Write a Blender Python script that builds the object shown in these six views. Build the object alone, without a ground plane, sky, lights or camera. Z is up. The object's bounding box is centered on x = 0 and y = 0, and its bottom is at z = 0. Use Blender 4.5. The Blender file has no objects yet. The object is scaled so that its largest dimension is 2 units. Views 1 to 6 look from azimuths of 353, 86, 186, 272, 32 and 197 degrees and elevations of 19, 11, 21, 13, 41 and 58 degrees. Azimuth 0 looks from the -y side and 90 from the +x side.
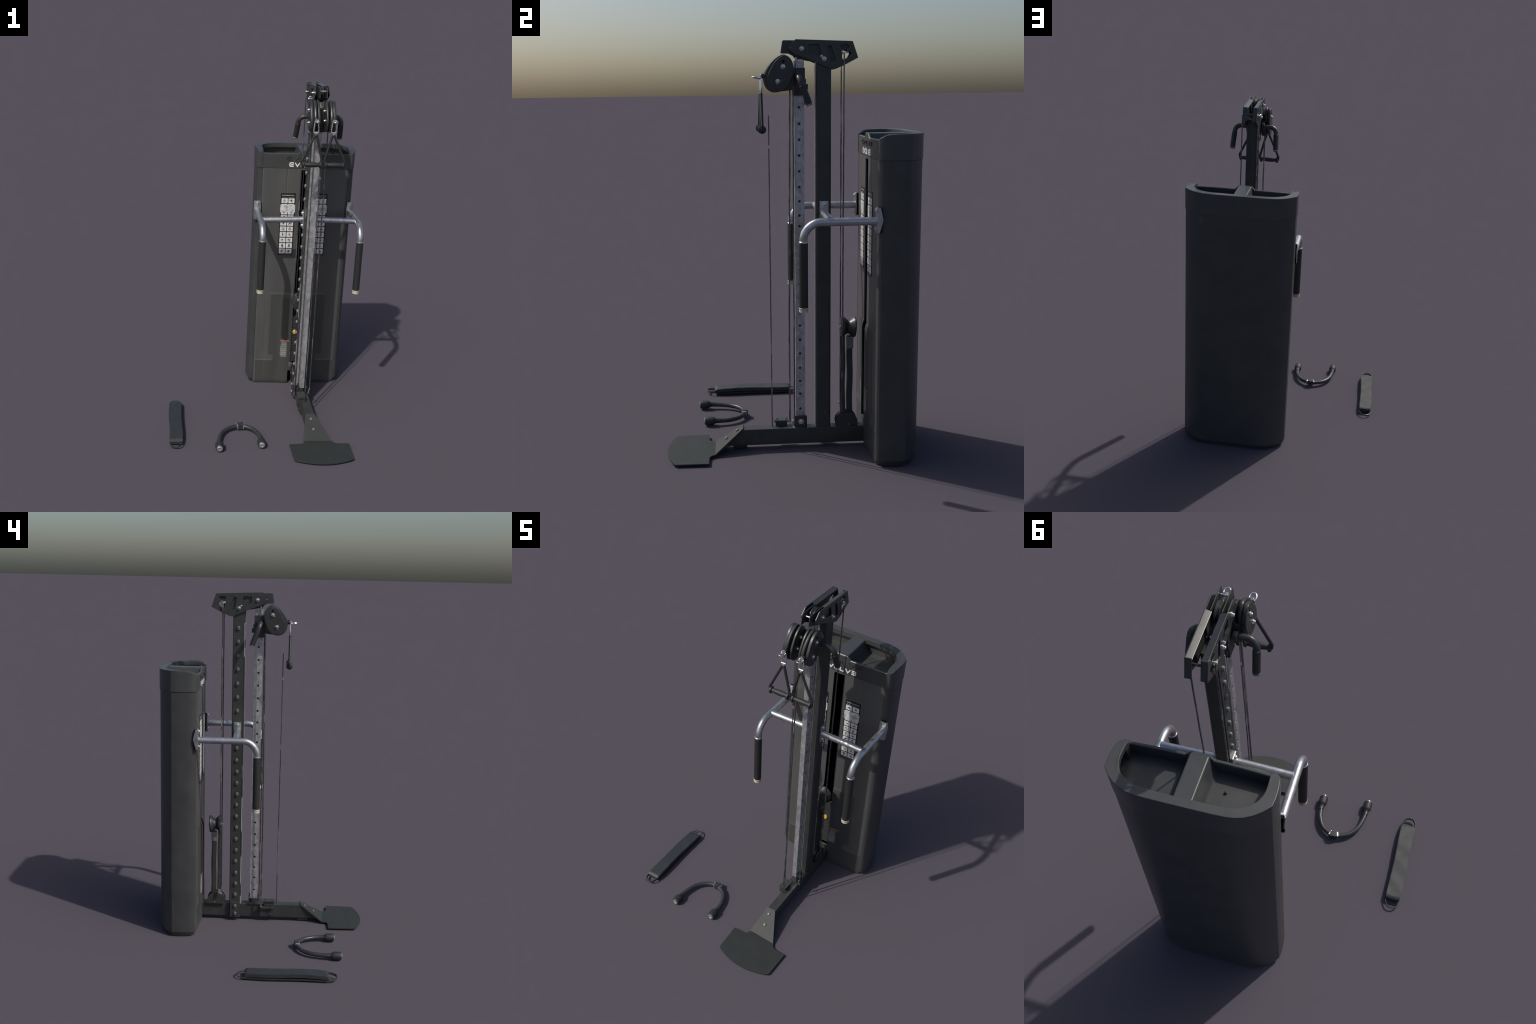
# Single-column cable machine with weight cabinet, plus a pull rope and a strap lying beside it.
import bpy, bmesh, math, random
from mathutils import Vector, Matrix
random.seed(11)
X0 = 0.254                       # mirror plane of cabinet and handles
SC = bpy.context.scene.collection

# ------------------------------------------------------------------ materials
def material(name, col, rough=0.5, metal=0.0, grain=0.0, gscale=60.0, bump=0.0, bscale=300.0,
             col2=None, rvar=0.0, stretch=(1, 1, 1), spec=0.5, scratch=0.0, scratch_col=(0.32, 0.33, 0.34), scratch_scale=14):
    m = bpy.data.materials.new(name); m.use_nodes = True
    nt = m.node_tree; N = nt.nodes; K = nt.links
    b = N["Principled BSDF"]
    b.inputs["Roughness"].default_value = rough
    b.inputs["Metallic"].default_value = metal
    b.inputs["Specular IOR Level"].default_value = spec
    tc = N.new("ShaderNodeTexCoord"); mp = N.new("ShaderNodeMapping")
    mp.inputs["Scale"].default_value = stretch
    K.new(tc.outputs["Object"], mp.inputs["Vector"])
    c2 = col2 or tuple(min(1, c * (1 + grain)) for c in col)
    c1 = tuple(c * (1 - grain) for c in col)
    n = N.new("ShaderNodeTexNoise"); n.inputs["Scale"].default_value = gscale; n.inputs["Detail"].default_value = 6
    n.inputs["Roughness"].default_value = 0.6
    K.new(mp.outputs["Vector"], n.inputs["Vector"])
    r = N.new("ShaderNodeValToRGB"); r.color_ramp.elements[0].position = 0.3; r.color_ramp.elements[1].position = 0.7
    r.color_ramp.elements[0].color = (*c1, 1); r.color_ramp.elements[1].color = (*c2, 1)
    K.new(n.outputs["Fac"], r.inputs["Fac"])
    out = r.outputs["Color"]
    if scratch:
        # sparse pale chips: stretched noise through a hard ramp
        mp2 = N.new("ShaderNodeMapping"); mp2.inputs["Scale"].default_value = (1, 1, 0.22); mp2.inputs["Rotation"].default_value = (0.12, 0.3, 0.4)
        K.new(tc.outputs["Object"], mp2.inputs["Vector"])
        n2 = N.new("ShaderNodeTexNoise"); n2.inputs["Scale"].default_value = scratch_scale * 6; n2.inputs["Detail"].default_value = 3
        K.new(mp2.outputs["Vector"], n2.inputs["Vector"])
        r2 = N.new("ShaderNodeValToRGB"); r2.color_ramp.elements[0].position = 0.80 - scratch; r2.color_ramp.elements[1].position = 0.83 - scratch
        K.new(n2.outputs["Fac"], r2.inputs["Fac"])
        mx = N.new("ShaderNodeMix"); mx.data_type = 'RGBA'
        K.new(r2.outputs["Color"], mx.inputs["Factor"]); K.new(out, mx.inputs["A"]); mx.inputs["B"].default_value = (*scratch_col, 1)
        out = mx.outputs["Result"]
    K.new(out, b.inputs["Base Color"])
    if rvar:
        mr = N.new("ShaderNodeMapRange"); mr.inputs["To Min"].default_value = rough - rvar; mr.inputs["To Max"].default_value = rough + rvar
        K.new(n.outputs["Fac"], mr.inputs["Value"]); K.new(mr.outputs["Result"], b.inputs["Roughness"])
    if bump:
        nb = N.new("ShaderNodeTexNoise"); nb.inputs["Scale"].default_value = bscale; nb.inputs["Detail"].default_value = 3
        K.new(tc.outputs["Object"], nb.inputs["Vector"])
        bp = N.new("ShaderNodeBump"); bp.inputs["Strength"].default_value = bump; bp.inputs["Distance"].default_value = 0.001
        K.new(nb.outputs["Fac"], bp.inputs["Height"]); K.new(bp.outputs["Normal"], b.inputs["Normal"])
    return m

M = {}
M["shell"] = material("cabinet_plastic", (0.045, 0.0465, 0.0475), 0.43, grain=0.14, gscale=9, rvar=0.08, bump=0.15, bscale=500, scratch=0.035, scratch_scale=9)
M["panel"] = material("panel_plastic", (0.080, 0.081, 0.080), 0.42, grain=0.12, gscale=7, rvar=0.08, bump=0.1, bscale=500, stretch=(1, 1, 0.3), scratch=0.0)
M["dark_zone"] = material("dark_zone_plastic", (0.056, 0.057, 0.056), 0.45, grain=0.12, gscale=7, rvar=0.08, bump=0.1, bscale=500, stretch=(1, 1, 0.3))
M["cap"] = material("cap_plastic", (0.052, 0.054, 0.055), 0.38, grain=0.10, gscale=14, rvar=0.06, bump=0.15, bscale=600)
M["paint"] = material("black_powder_coat", (0.036, 0.038, 0.037), 0.42, grain=0.2, gscale=16, rvar=0.08, bump=0.15, bscale=700, scratch=0.03, scratch_scale=9)
M["gloss"] = material("glossy_black_paint", (0.038, 0.040, 0.040), 0.30, grain=0.2, gscale=30, rvar=0.06)
M["dark"] = material("black_hardware", (0.032, 0.033, 0.034), 0.38, grain=0.2, gscale=40, rvar=0.08)
M["rubber"] = material("grip_rubber", (0.020, 0.021, 0.021), 0.55, grain=0.15, gscale=60, bump=0.2, bscale=900, scratch=0.035, scratch_scale=10)
M["cable"] = material("coated_cable", (0.19, 0.19, 0.192), 0.20, metal=0.8, grain=0.5, gscale=30, scratch=0.20, scratch_scale=5, scratch_col=(0.45, 0.45, 0.46))  # base and pale flecks lightened to carry the sun's highlights on the cables
M["bright_edge"] = material("broken_pale_edge", (0.05, 0.052, 0.051), 0.35, metal=0.3, grain=0.3, gscale=30, scratch=0.27, scratch_scale=4, scratch_col=(0.5, 0.5, 0.5))
M["galv"] = material("galvanised_steel", (0.45, 0.445, 0.455), 0.42, metal=0.6, grain=0.32, gscale=45, rvar=0.12, bump=0.35, bscale=120, stretch=(1, 1, 0.7), scratch=0.14, scratch_col=(0.45, 0.45, 0.46), scratch_scale=7)
M["steel"] = material("satin_steel", (0.46, 0.47, 0.49), 0.34, metal=0.85, grain=0.15, gscale=40, rvar=0.1)
M["bright"] = material("bright_steel", (0.62, 0.62, 0.63), 0.26, metal=0.85, grain=0.15, gscale=120, rvar=0.1)
M["dullbolt"] = material("dull_bolt", (0.15, 0.15, 0.155), 0.48, metal=0.3, grain=0.3, gscale=150)
M["void"] = material("near_black_fill", (0.006, 0.006, 0.006), 0.9, spec=0.1)
M["weight"] = material("weight_iron", (0.035, 0.037, 0.037), 0.55, grain=0.2, gscale=60)
M["yellow"] = material("yellow_knob", (0.72, 0.47, 0.06), 0.4, grain=0.05, gscale=50)
M["white"] = material("white_print", (0.75, 0.75, 0.74), 0.5, grain=0.04, gscale=60)
M["tan"] = material("tan_band", (0.45, 0.33, 0.16), 0.5, grain=0.3, gscale=120, col2=(0.62, 0.58, 0.5))
M["rim"] = material("band_rim", (0.50, 0.46, 0.38), 0.4, grain=0.3, gscale=90)
M["label"] = material("label_black", (0.012, 0.012, 0.012), 0.4)
M["strap"] = material("strap_webbing", (0.026, 0.029, 0.031), 0.55, grain=0.15, gscale=30, bump=0.3, bscale=700)
M["foot"] = material("foot_plate_paint", (0.028, 0.031, 0.029), 0.58, spec=0.35, grain=0.12, gscale=18, bump=0.1, bscale=600)
M["clamp"] = material("clamp_grey", (0.20, 0.205, 0.21), 0.4, metal=0.4, grain=0.3, gscale=80)

def print_material(name, ink, paper, scale, lo, hi, stretch=(1, 1, 1)):
    m = material(name, paper, 0.5)
    nt = m.node_tree; N = nt.nodes; K = nt.links
    tc = N.new("ShaderNodeTexCoord"); mp = N.new("ShaderNodeMapping"); mp.inputs["Scale"].default_value = stretch
    K.new(tc.outputs["Object"], mp.inputs["Vector"])
    oi = N.new("ShaderNodeObjectInfo")
    n = N.new("ShaderNodeTexNoise"); n.noise_dimensions = '4D'; n.inputs["Scale"].default_value = scale; n.inputs["Detail"].default_value = 2
    mu = N.new("ShaderNodeMath"); mu.operation = 'MULTIPLY'; mu.inputs[1].default_value = 40
    K.new(oi.outputs["Random"], mu.inputs[0]); K.new(mu.outputs[0], n.inputs["W"]); K.new(mp.outputs["Vector"], n.inputs["Vector"])
    r = N.new("ShaderNodeValToRGB"); r.color_ramp.elements[0].position = lo; r.color_ramp.elements[1].position = hi
    r.color_ramp.elements[0].color = (*paper, 1); r.color_ramp.elements[1].color = (*ink, 1)
    K.new(n.outputs["Fac"], r.inputs["Fac"]); K.new(r.outputs["Color"], N["Principled BSDF"].inputs["Base Color"])
    return m
def picto_material():
    """white card with a dark blotchy figure in the middle, different on every tile"""
    m = print_material("pictogram_print", (0.05, 0.05, 0.05), (0.68, 0.68, 0.67), 150, 0.60, 0.74)
    nt = m.node_tree; N = nt.nodes; K = nt.links
    tc = N.new("ShaderNodeTexCoord"); mp = N.new("ShaderNodeMapping"); mp.inputs["Scale"].default_value = (85, 0, 62)
    ln = N.new("ShaderNodeVectorMath"); ln.operation = 'LENGTH'
    K.new(tc.outputs["Object"], mp.inputs["Vector"]); K.new(mp.outputs["Vector"], ln.inputs[0])
    mr = N.new("ShaderNodeMapRange"); mr.inputs["From Min"].default_value = 0; mr.inputs["From Max"].default_value = 1.25
    mr.inputs["To Min"].default_value = .30; mr.inputs["To Max"].default_value = -.05
    K.new(ln.outputs["Value"], mr.inputs["Value"])
    noise = next(n for n in N if n.type == 'TEX_NOISE' and n.noise_dimensions == '4D')
    ramp_ = noise.outputs["Fac"].links[0].to_node
    ad = N.new("ShaderNodeMath"); K.new(noise.outputs["Fac"], ad.inputs[0]); K.new(mr.outputs["Result"], ad.inputs[1])
    K.new(ad.outputs[0], ramp_.inputs["Fac"])
    return m
M["picto"] = picto_material()
M["cloud"] = print_material("painted_glare", (0.25, 0.25, 0.25), (0.62, 0.62, 0.61), 45, 0.42, 0.68)
M["words"] = print_material("fine_print", (0.10, 0.10, 0.10), (0.34, 0.34, 0.34), 260, 0.46, 0.58, (1, 1, 2.5))
M["orange"] = print_material("orange_print", (0.10, 0.08, 0.07), (0.38, 0.17, 0.09), 160, 0.42, 0.60)

# ------------------------------------------------------------------ builders
def smooth_by_angle(me, deg=38):
    bm = bmesh.new(); bm.from_mesh(me)
    for f in bm.faces: f.smooth = True
    lim = math.radians(deg)
    for e in bm.edges: e.smooth = e.is_manifold and len(e.link_faces) == 2 and e.calc_face_angle(0) < lim
    bm.to_mesh(me); bm.free()

def add(name, me, mat, parent, deg=38):
    if not me.materials: me.materials.append(M[mat])
    smooth_by_angle(me, deg)
    me.name = name
    o = bpy.data.objects.new(name, me); SC.objects.link(o)
    o.parent = parent
    wn = o.modifiers.new("weighted", 'WEIGHTED_NORMAL'); wn.keep_sharp = True; wn.weight = 60
    return o

def again(o, mtx, parent=None):
    c = o.copy(); SC.objects.link(c); c.parent = parent or o.parent; c.matrix_local = mtx
    return c

def to_mesh(bm):
    bmesh.ops.recalc_face_normals(bm, faces=bm.faces)
    me = bpy.data.meshes.new("m"); bm.to_mesh(me); bm.free(); return me

def bevel_all(bm, w, seg=2, deg=30):
    if w <= 0: return
    es = [e for e in bm.edges if len(e.link_faces) == 2 and e.calc_face_angle(0) > math.radians(deg)]
    bmesh.ops.bevel(bm, geom=es, offset=w, segments=seg, affect='EDGES', profile=0.6, clamp_overlap=True)

def merge(*meshes):
    bm = bmesh.new()
    for me in meshes: bm.from_mesh(me)
    out = bpy.data.meshes.new("m"); bm.to_mesh(out); bm.free(); return out

def box(x0, x1, y0, y1, z0, z1, bev=0.002, seg=2):
    bm = bmesh.new()
    bmesh.ops.create_cube(bm, size=1, matrix=Matrix.Translation(((x0+x1)/2, (y0+y1)/2, (z0+z1)/2)) @ Matrix.Diagonal((x1-x0, y1-y0, z1-z0, 1)))
    bevel_all(bm, bev, seg); return to_mesh(bm)

def frame_along(d):
    return Vector((0, 0, 1)).rotation_difference(Vector(d).normalized()).to_matrix().to_4x4()

def lathe(prof, p, d, seg=32):
    """prof: (radius, distance along axis) pairs; axis from p in direction d"""
    bm = bmesh.new(); rings = []
    mtx = Matrix.Translation(p) @ frame_along(d)
    for r, h in prof:
        if r < 1e-6: rings.append([bm.verts.new(mtx @ Vector((0, 0, h)))])
        else: rings.append([bm.verts.new(mtx @ Vector((r*math.cos(2*math.pi*i/seg), r*math.sin(2*math.pi*i/seg), h))) for i in range(seg)])
    for a, b in zip(rings, rings[1:]):
        for i in range(seg):
            j = (i+1) % seg
            if len(a) == 1 and len(b) == 1: continue
            if len(a) == 1: bm.faces.new((a[0], b[i], b[j]))
            elif len(b) == 1: bm.faces.new((a[i], a[j], b[0]))
            else: bm.faces.new((a[i], a[j], b[j], b[i]))
    return to_mesh(bm)

def rod(p, q, r, seg=20, bev=0.001):
    p, q = Vector(p), Vector(q); L = (q-p).length
    return lathe([(0, 0), (r-bev, 0), (r, bev), (r, L-bev), (r-bev, L), (0, L)], p, q-p, seg)

def smooth_path(pts, n=10):
    """Catmull-Rom through the points"""
    P = [Vector(p) for p in pts]; P = [2*P[0]-P[1]] + P + [2*P[-1]-P[-2]]
    out = []
    for i in range(1, len(P)-2):
        for k in range(n):
            t = k/n; a, b, c, d = P[i-1:i+3]
            out.append(0.5*((2*b)+(c-a)*t+(2*a-5*b+4*c-d)*t*t+(3*b-a-3*c+d)*t**3))
    out.append(P[-2]); return out

def bent(pts, rad, n=8):
    """polyline whose inner corners are replaced by arcs of radius rad"""
    P = [Vector(p) for p in pts]; out = [P[0]]
    for a, b, c in zip(P, P[1:], P[2:]):
        u = (a-b).normalized(); v = (c-b).normalized(); ang = u.angle(v)
        t = min(rad/math.tan(ang/2), (a-b).length*0.98, (c-b).length*0.98); r = t*math.tan(ang/2)
        cen = b + (u+v).normalized()*(r/math.sin(ang/2))
        s = b+u*t-cen; e = b+v*t-cen; tot = s.angle(e); ax = s.cross(e).normalized()
        for k in range(n+1): out.append(cen + Matrix.Rotation(tot*k/n, 3, ax) @ s)
    out.append(P[-1]); return out

def tube(path, r, seg=16, closed=False, sx=1.0, up=None):
    """sweep an ellipse (r*sx by r) along a path"""
    P = [Vector(p) for p in path]; n = len(P); bm = bmesh.new(); rings = []
    T = []
    for i in range(n):
        a = P[(i-1) % n] if closed or i > 0 else P[0]; b = P[(i+1) % n] if closed or i < n-1 else P[-1]
        T.append((b-a).normalized())
    nv = Vector(up) if up else (Vector((0, 0, 1)) if abs(T[0].z) < 0.9 else Vector((0, 1, 0)))
    for i in range(n):
        nv = (nv - T[i]*nv.dot(T[i])).normalized(); bv = T[i].cross(nv)
        rings.append([bm.verts.new(P[i] + nv*(r*math.cos(2*math.pi*k/seg)) + bv*(r*sx*math.sin(2*math.pi*k/seg))) for k in range(seg)])
    for i in range(n if closed else n-1):
        a, b = rings[i], rings[(i+1) % n]
        for k in range(seg):
            j = (k+1) % seg; bm.faces.new((a[k], a[j], b[j], b[k]))
    if not closed: bm.faces.new(rings[0]); bm.faces.new(rings[-1])
    return to_mesh(bm)

def plate(outline, mtx, thick, holes=(), bev=0.001):
    """flat plate: 2D outline with holes, thickness along local z (0..thick), placed by mtx"""
    cu = bpy.data.curves.new("c", 'CURVE'); cu.dimensions = '2D'; cu.fill_mode = 'BOTH'
    cu.extrude = thick/2 - bev; cu.bevel_depth = bev; cu.bevel_resolution = 1; cu.offset = -bev
    for pts in (outline, *holes):
        s = cu.splines.new('POLY'); s.points.add(len(pts)-1)
        for q, p in zip(s.points, pts): q.co = (p[0], p[1], 0, 1)
        s.use_cyclic_u = True
    o = bpy.data.objects.new("c", cu); SC.objects.link(o)
    dg = bpy.context.evaluated_depsgraph_get()
    me = bpy.data.meshes.new_from_object(o.evaluated_get(dg))
    bpy.data.objects.remove(o); bpy.data.curves.remove(cu)
    me.transform(mtx @ Matrix.Translation((0, 0, thick/2)))
    bm = bmesh.new(); bm.from_mesh(me); bpy.data.meshes.remove(me)
    bmesh.ops.remove_doubles(bm, verts=bm.verts, dist=1e-6)
    return to_mesh(bm)

def YZ(x):   # local (u,v,w) -> world (x+w, u, v)
    return Matrix(((0, 0, 1, x), (1, 0, 0, 0), (0, 1, 0, 0), (0, 0, 0, 1)))
def XZ(y):   # local (u,v,w) -> world (u, y-w, v)
    return Matrix(((1, 0, 0, 0), (0, 0, -1, y), (0, 1, 0, 0), (0, 0, 0, 1)))

def rounded(pts, r, n=5):
    out = []
    k = len(pts)
    for i in range(k):
        a, b, c = (Vector((*pts[j % k], 0)) for j in (i-1, i, i+1))
        rr = r[i] if isinstance(r, (list, tuple)) else r
        u, v = (a-b).normalized(), (c-b).normalized(); ang = u.angle(v)
        if rr <= 0 or ang > 3.1: out.append((b.x, b.y)); continue
        t = min(rr/math.tan(ang/2), (a-b).length*0.45, (c-b).length*0.45); rr = t*math.tan(ang/2)
        cen = b+(u+v).normalized()*(rr/math.sin(ang/2))
        s = b+u*t-cen; e = b+v*t-cen; tot = s.angle(e); ax = s.cross(e).normalized()
        for q in range(n+1):
            p = cen+Matrix.Rotation(tot*q/n, 3, ax) @ s; out.append((p.x, p.y))
    return out

def ellipse(cx, cy, rx, ry, n=24, rot=0):
    return [(cx+rx*math.cos(t)*math.cos(rot)-ry*math.sin(t)*math.sin(rot), cy+rx*math.cos(t)*math.sin(rot)+ry*math.sin(t)*math.cos(rot)) for t in (2*math.pi*i/n for i in range(n))]

def closed_smooth(pts, n=6):
    k = len(pts); P = [Vector((*p, 0)) for p in pts]; out = []
    for i in range(k):
        a, b, c, d = P[(i-1) % k], P[i], P[(i+1) % k], P[(i+2) % k]
        for q in range(n):
            t = q/n; v = 0.5*((2*b)+(c-a)*t+(2*a-5*b+4*c-d)*t*t+(3*b-a-3*c+d)*t**3); out.append((v.x, v.y))
    return out

def prism(outline, z0, z1, bev=0.003, seg=2, deg=30):
    """vertical extrusion of a plan outline"""
    bm = bmesh.new(); vs = [bm.verts.new((x, y, z0)) for x, y in outline]
    f = bm.faces.new(vs); r = bmesh.ops.extrude_face_region(bm, geom=[f])
    for v in r["geom"]:
        if isinstance(v, bmesh.types.BMVert): v.co.z = z1
    bmesh.ops.recalc_face_normals(bm, faces=bm.faces)
    bevel_all(bm, bev, seg, deg); return to_mesh(bm)

def root(name, loc, label, cat):
    e = bpy.data.objects.new(name, None); SC.objects.link(e); e.location = loc
    e.empty_display_size = 0.1; e["label"] = label; e["category"] = cat
    return e

def dome_bolt(r, h, flange=True):
    """hex-free dome bolt on z axis with a washer"""
    w = [(0, 0), (r*1.55, 0), (r*1.55, h*0.25), (r, h*0.3)] if flange else [(0, 0), (r, 0)]
    return lathe(w + [(r, h*0.6), (r*0.8, h*0.9), (r*0.4, h), (0, h)], (0, 0, 0), (0, 0, 1), 16)

machine = root("cable_machine", (0, 0, 0), "black single column cable gym machine with tall weight cabinet", "gym machine")

# ------------------------------------------------------------------ weight cabinet
HALF = [(0, .610), (.06, .610), (.12, .6095), (.165, .608), (.195, .604), (.2255, .594), (.2535, .578), (.279, .557), (.300, .533),
        (.304, .527), (.307, .50), (.3065, .47), (.304, .44), (.300, .414), (.293, .400), (.283, .393)]
def offset(path, d):
    out = []
    for i, p in enumerate(path):
        a = Vector(path[max(i-1, 0)]); b = Vector(path[min(i+1, len(path)-1)]); t = (b-a).normalized()
        nrm = Vector((-t.y, t.x)) if False else Vector((t.y, -t.x))
        q = Vector(p) - nrm*d; out.append((q.x, q.y))
    out[0] = (0, path[0][1]+d); return out
def u_outline(outer, inner):
    L = [(X0+x, y) for x, y in outer]; R = [(X0-x, y) for x, y in outer[1:]]
    li = [(X0+x, y) for x, y in inner]; ri = [(X0-x, y) for x, y in inner[1:]]
    return R[::-1] + L + li[::-1] + ri      # one closed C-shaped outline

outer = HALF + [(.268, .391), (.266, .398)]
BASE_TUCK = .030
inner = [(0, .598), (.06, .598), (.12, .5975), (.16, .596), (.188, .592), (.217, .582), (.243, .567), (.268, .547), (.288, .527),
         (.292, .522), (.295, .50), (.2945, .47), (.292, .44), (.288, .42), (.28, .41), (.27, .404)]
shell = prism(u_outline(outer, inner), BASE_TUCK, 1.4555, 0, 1, 50)
skirt = prism(u_outline(outer, inner), 0.0, BASE_TUCK, 0, 1, 50)
for v in skirt.vertices:                      # foot of the shell draws in
    if v.co.z < .001:
        v.co.x = X0+(v.co.x-X0)*.955; v.co.y = .495+(v.co.y-.495)*.86
def fuse(*ms):
    bm = bmesh.new()
    for m_ in ms: bm.from_mesh(m_)
    bmesh.ops.remove_doubles(bm, verts=bm.verts, dist=1e-5)
    dup = [f for f in bm.faces if len(f.verts) > 8 and abs(f.calc_center_median().z-BASE_TUCK) < 1e-4]
    bmesh.ops.delete(bm, geom=dup, context='FACES_ONLY')
    return to_mesh(bm)
cabinet = add("weight_cabinet", fuse(shell, skirt), "shell", machine, 24)
cabinet.modifiers.clear()

def bow(x):                                   # front of the cabinet bows out in the middle
    return .3815+.0075*(abs(x-X0)/.262)**2
# front panel: height field with slot, raised shroud around the lower slot, shallow grooves
SL, SR, SB, ST = .222, .290, .140, 1.446       # weight slot
NL, NR, NT = .214, .298, .094                  # notch for the base beam
def ramp(a, b, x):
    t = max(0, min(1, (x-a)/(b-a))); return t*t*(3-2*t)
def dark_zone_shape(x, z):                         # lower guard beside the slot and along the foot of the panel
    d = abs(x-X0)
    return max(ramp(.640, .628, z)*ramp(.181, .173, d)*ramp(.200, .225, z), ramp(.640, .628, z)*ramp(.148, .140, d), ramp(.172, .162, z)*ramp(.262, .255, d))
def panel_y(x, z):
    d = abs(x-X0); y = bow(x)+.0015
    y -= .0080*ramp(.645, .60, z)*ramp(.125, .045, d)+.0024*dark_zone_shape(x, z)
    y += .005*ramp(.016, 0, z)
    g = math.exp(-((d-.113)/.003)**2)
    y += .0022*g*ramp(.86, .9, z)
    y += .0012*math.exp(-((d-.205)/.003)**2)*(1-ramp(.16, .2, z)*0)*ramp(1.05, .9, z)
    y += .003*ramp(.255, .268, d)
    return y
def axis(stops, step):
    out = []
    for a, b in zip(stops, stops[1:]):
        n = max(1, round((b-a)/step)); out += [a+(b-a)*i/n for i in range(n)]
    return out + [stops[-1]]
xs = axis([X0-.267, NL, SL, SR, NR, X0+.267], .0033)
zs = axis([.001, .03, NT, SB, .155], .012)[:-1] + axis([.155, .175], .003)[:-1] + axis([.175, .235], .006)[:-1] + axis([.235, .60], .02)[:-1] + axis([.60, .65], .004)[:-1] + axis([.65, ST, 1.4555], .02)
bm = bmesh.new(); grid = {}
for i, x in enumerate(xs):
    for j, z in enumerate(zs): grid[i, j] = bm.verts.new((x, panel_y(x, z), z))
for i in range(len(xs)-1):
    for j in range(len(zs)-1):
        cx, cz = (xs[i]+xs[i+1])/2, (zs[j]+zs[j+1])/2
        if (SL < cx < SR and SB < cz < ST) or (NL < cx < NR and cz < NT): continue
        bm.faces.new((grid[i, j], grid[i+1, j], grid[i+1, j+1], grid[i, j+1]))
for v in [v for v in bm.verts if not v.link_faces]: bm.verts.remove(v)
bmesh.ops.recalc_face_normals(bm, faces=bm.faces)
r = bmesh.ops.extrude_face_region(bm, geom=bm.faces[:])
for v in r["geom"]:
    if isinstance(v, bmesh.types.BMVert): v.co.y += .007
panel_mesh = to_mesh(bm); panel_mesh.materials.append(M["panel"]); panel_mesh.materials.append(M["dark_zone"])
for f in panel_mesh.polygons:
    if dark_zone_shape(f.center.x, f.center.z) > .5: f.material_index = 1
panel = add("front_panel", panel_mesh, "panel", cabinet, 30)

# black lining behind the slot: near-black plates
add("dark_backing", merge(box(X0-.235, X0+.235, .558, .562, .02, 1.452, 0), box(X0-.287, X0-.284, .43, .52, .02, 1.452, 0), box(X0+.284, X0+.287, .43, .52, .02, 1.452, 0), box(.03, .478, .42, .575, .085, .095, 0)), "void", cabinet)

# cap with two trays
co = offset(HALF, .0035)
co = co[:-1] + [(.286, .3885), (.277, .387)]
ci = [(0, .578), (.06, .578), (.12, .577), (.155, .575), (.182, .571), (.21, .560), (.235, .544), (.254, .522), (.264, .497), (.268, .475),
      (.268, .45), (.267, .43), (.266, .415), (.266, .405), (.266, .395), (.268, .389)]
thin = [(x*.965 if x < .24 else x-.011, y-.011) for x, y in co[:9]] + [(x-.012, y) for x, y in co[9:13]] + [(.275, .41), (.270, .40), (.268, .3895)]
lip = prism(u_outline(co, ci), 1.546, 1.575, 0.004, 2, 45)
for v in lip.vertices:                         # wings fall away towards the front
    if v.co.z > 1.56: v.co.z -= .003*ramp(.52, .42, v.co.y)+.017*ramp(.425, .387, v.co.y)
wall = prism(u_outline([(x-.0004, y-.0004*(i < 9)) for i, (x, y) in enumerate(co)], thin), 1.457, 1.550, 0, 1, 45)
wing = prism([(X0+x, y) for x, y in ((.30, .43), (.297, .41), (.290, .397), (.277, .3875), (.2665, .3875), (.2665, .43))], 1.457, 1.55, 0)
wing2 = prism([(X0-x, y) for x, y in ((.30, .43), (.297, .41), (.290, .397), (.277, .3875), (.2665, .3875), (.2665, .43))], 1.457, 1.55, 0)
def cap_front():
    bm = bmesh.new(); R = []
    for x in axis([X0-.268, X0-.056, X0-.046, X0-.036, X0+.036, X0+.046, X0+.056, X0+.268], .012):
        top = 1.5475+.0205*ramp(.055, .036, abs(x-X0)); y = bow(x)
        R.append([bm.verts.new((x, yy, zz)) for yy, zz in ((y, 1.457), (y, top-.003), (y+.003, top), (y+.010, top), (y+.013, top-.003), (y+.013, 1.457))])
    for p, q in zip(R, R[1:]):
        for i in range(6): bm.faces.new((p[i], p[(i+1) % 6], q[(i+1) % 6], q[i]))
    bm.faces.new(R[0]); bm.faces.new(R[-1]); return to_mesh(bm)
cap = add("cabinet_cap", merge(lip, wall, wing, wing2, cap_front()), "cap", cabinet, 28)
floor_half = [(x+.003, y+.003) for x, y in thin[:-3]] + [(.274, .41), (.268, .392), (.10, .383)]
floor_out = [(X0+x, y) for x, y in floor_half] + [(X0-x, y) for x, y in floor_half[:0:-1]]
add("tray_floor", prism(floor_out, 1.468, 1.484, 0), "cap", cap)
div = plate(rounded([(X0-.067, 1.476), (X0+.067, 1.476), (X0+.067, 1.485), (X0+.057, 1.494), (X0+.048, 1.515), (X0+.036, 1.5675), (X0-.036, 1.5675), (X0-.048, 1.515), (X0-.057, 1.494), (X0-.067, 1.485)], [0, 0, 0, .03, .03, .008, .008, .03, .03, 0]), XZ(.590), .206, bev=.0)
add("tray_divider", div, "cap", cap)
kb = add("tray_knob", lathe([(0, 0), (.006, 0), (.006, .006), (.0055, .009), (.003, .011), (0, .0115)], (.137, .474, 1.4835), (0, 0, 1), 16), "dark", cap)

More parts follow.
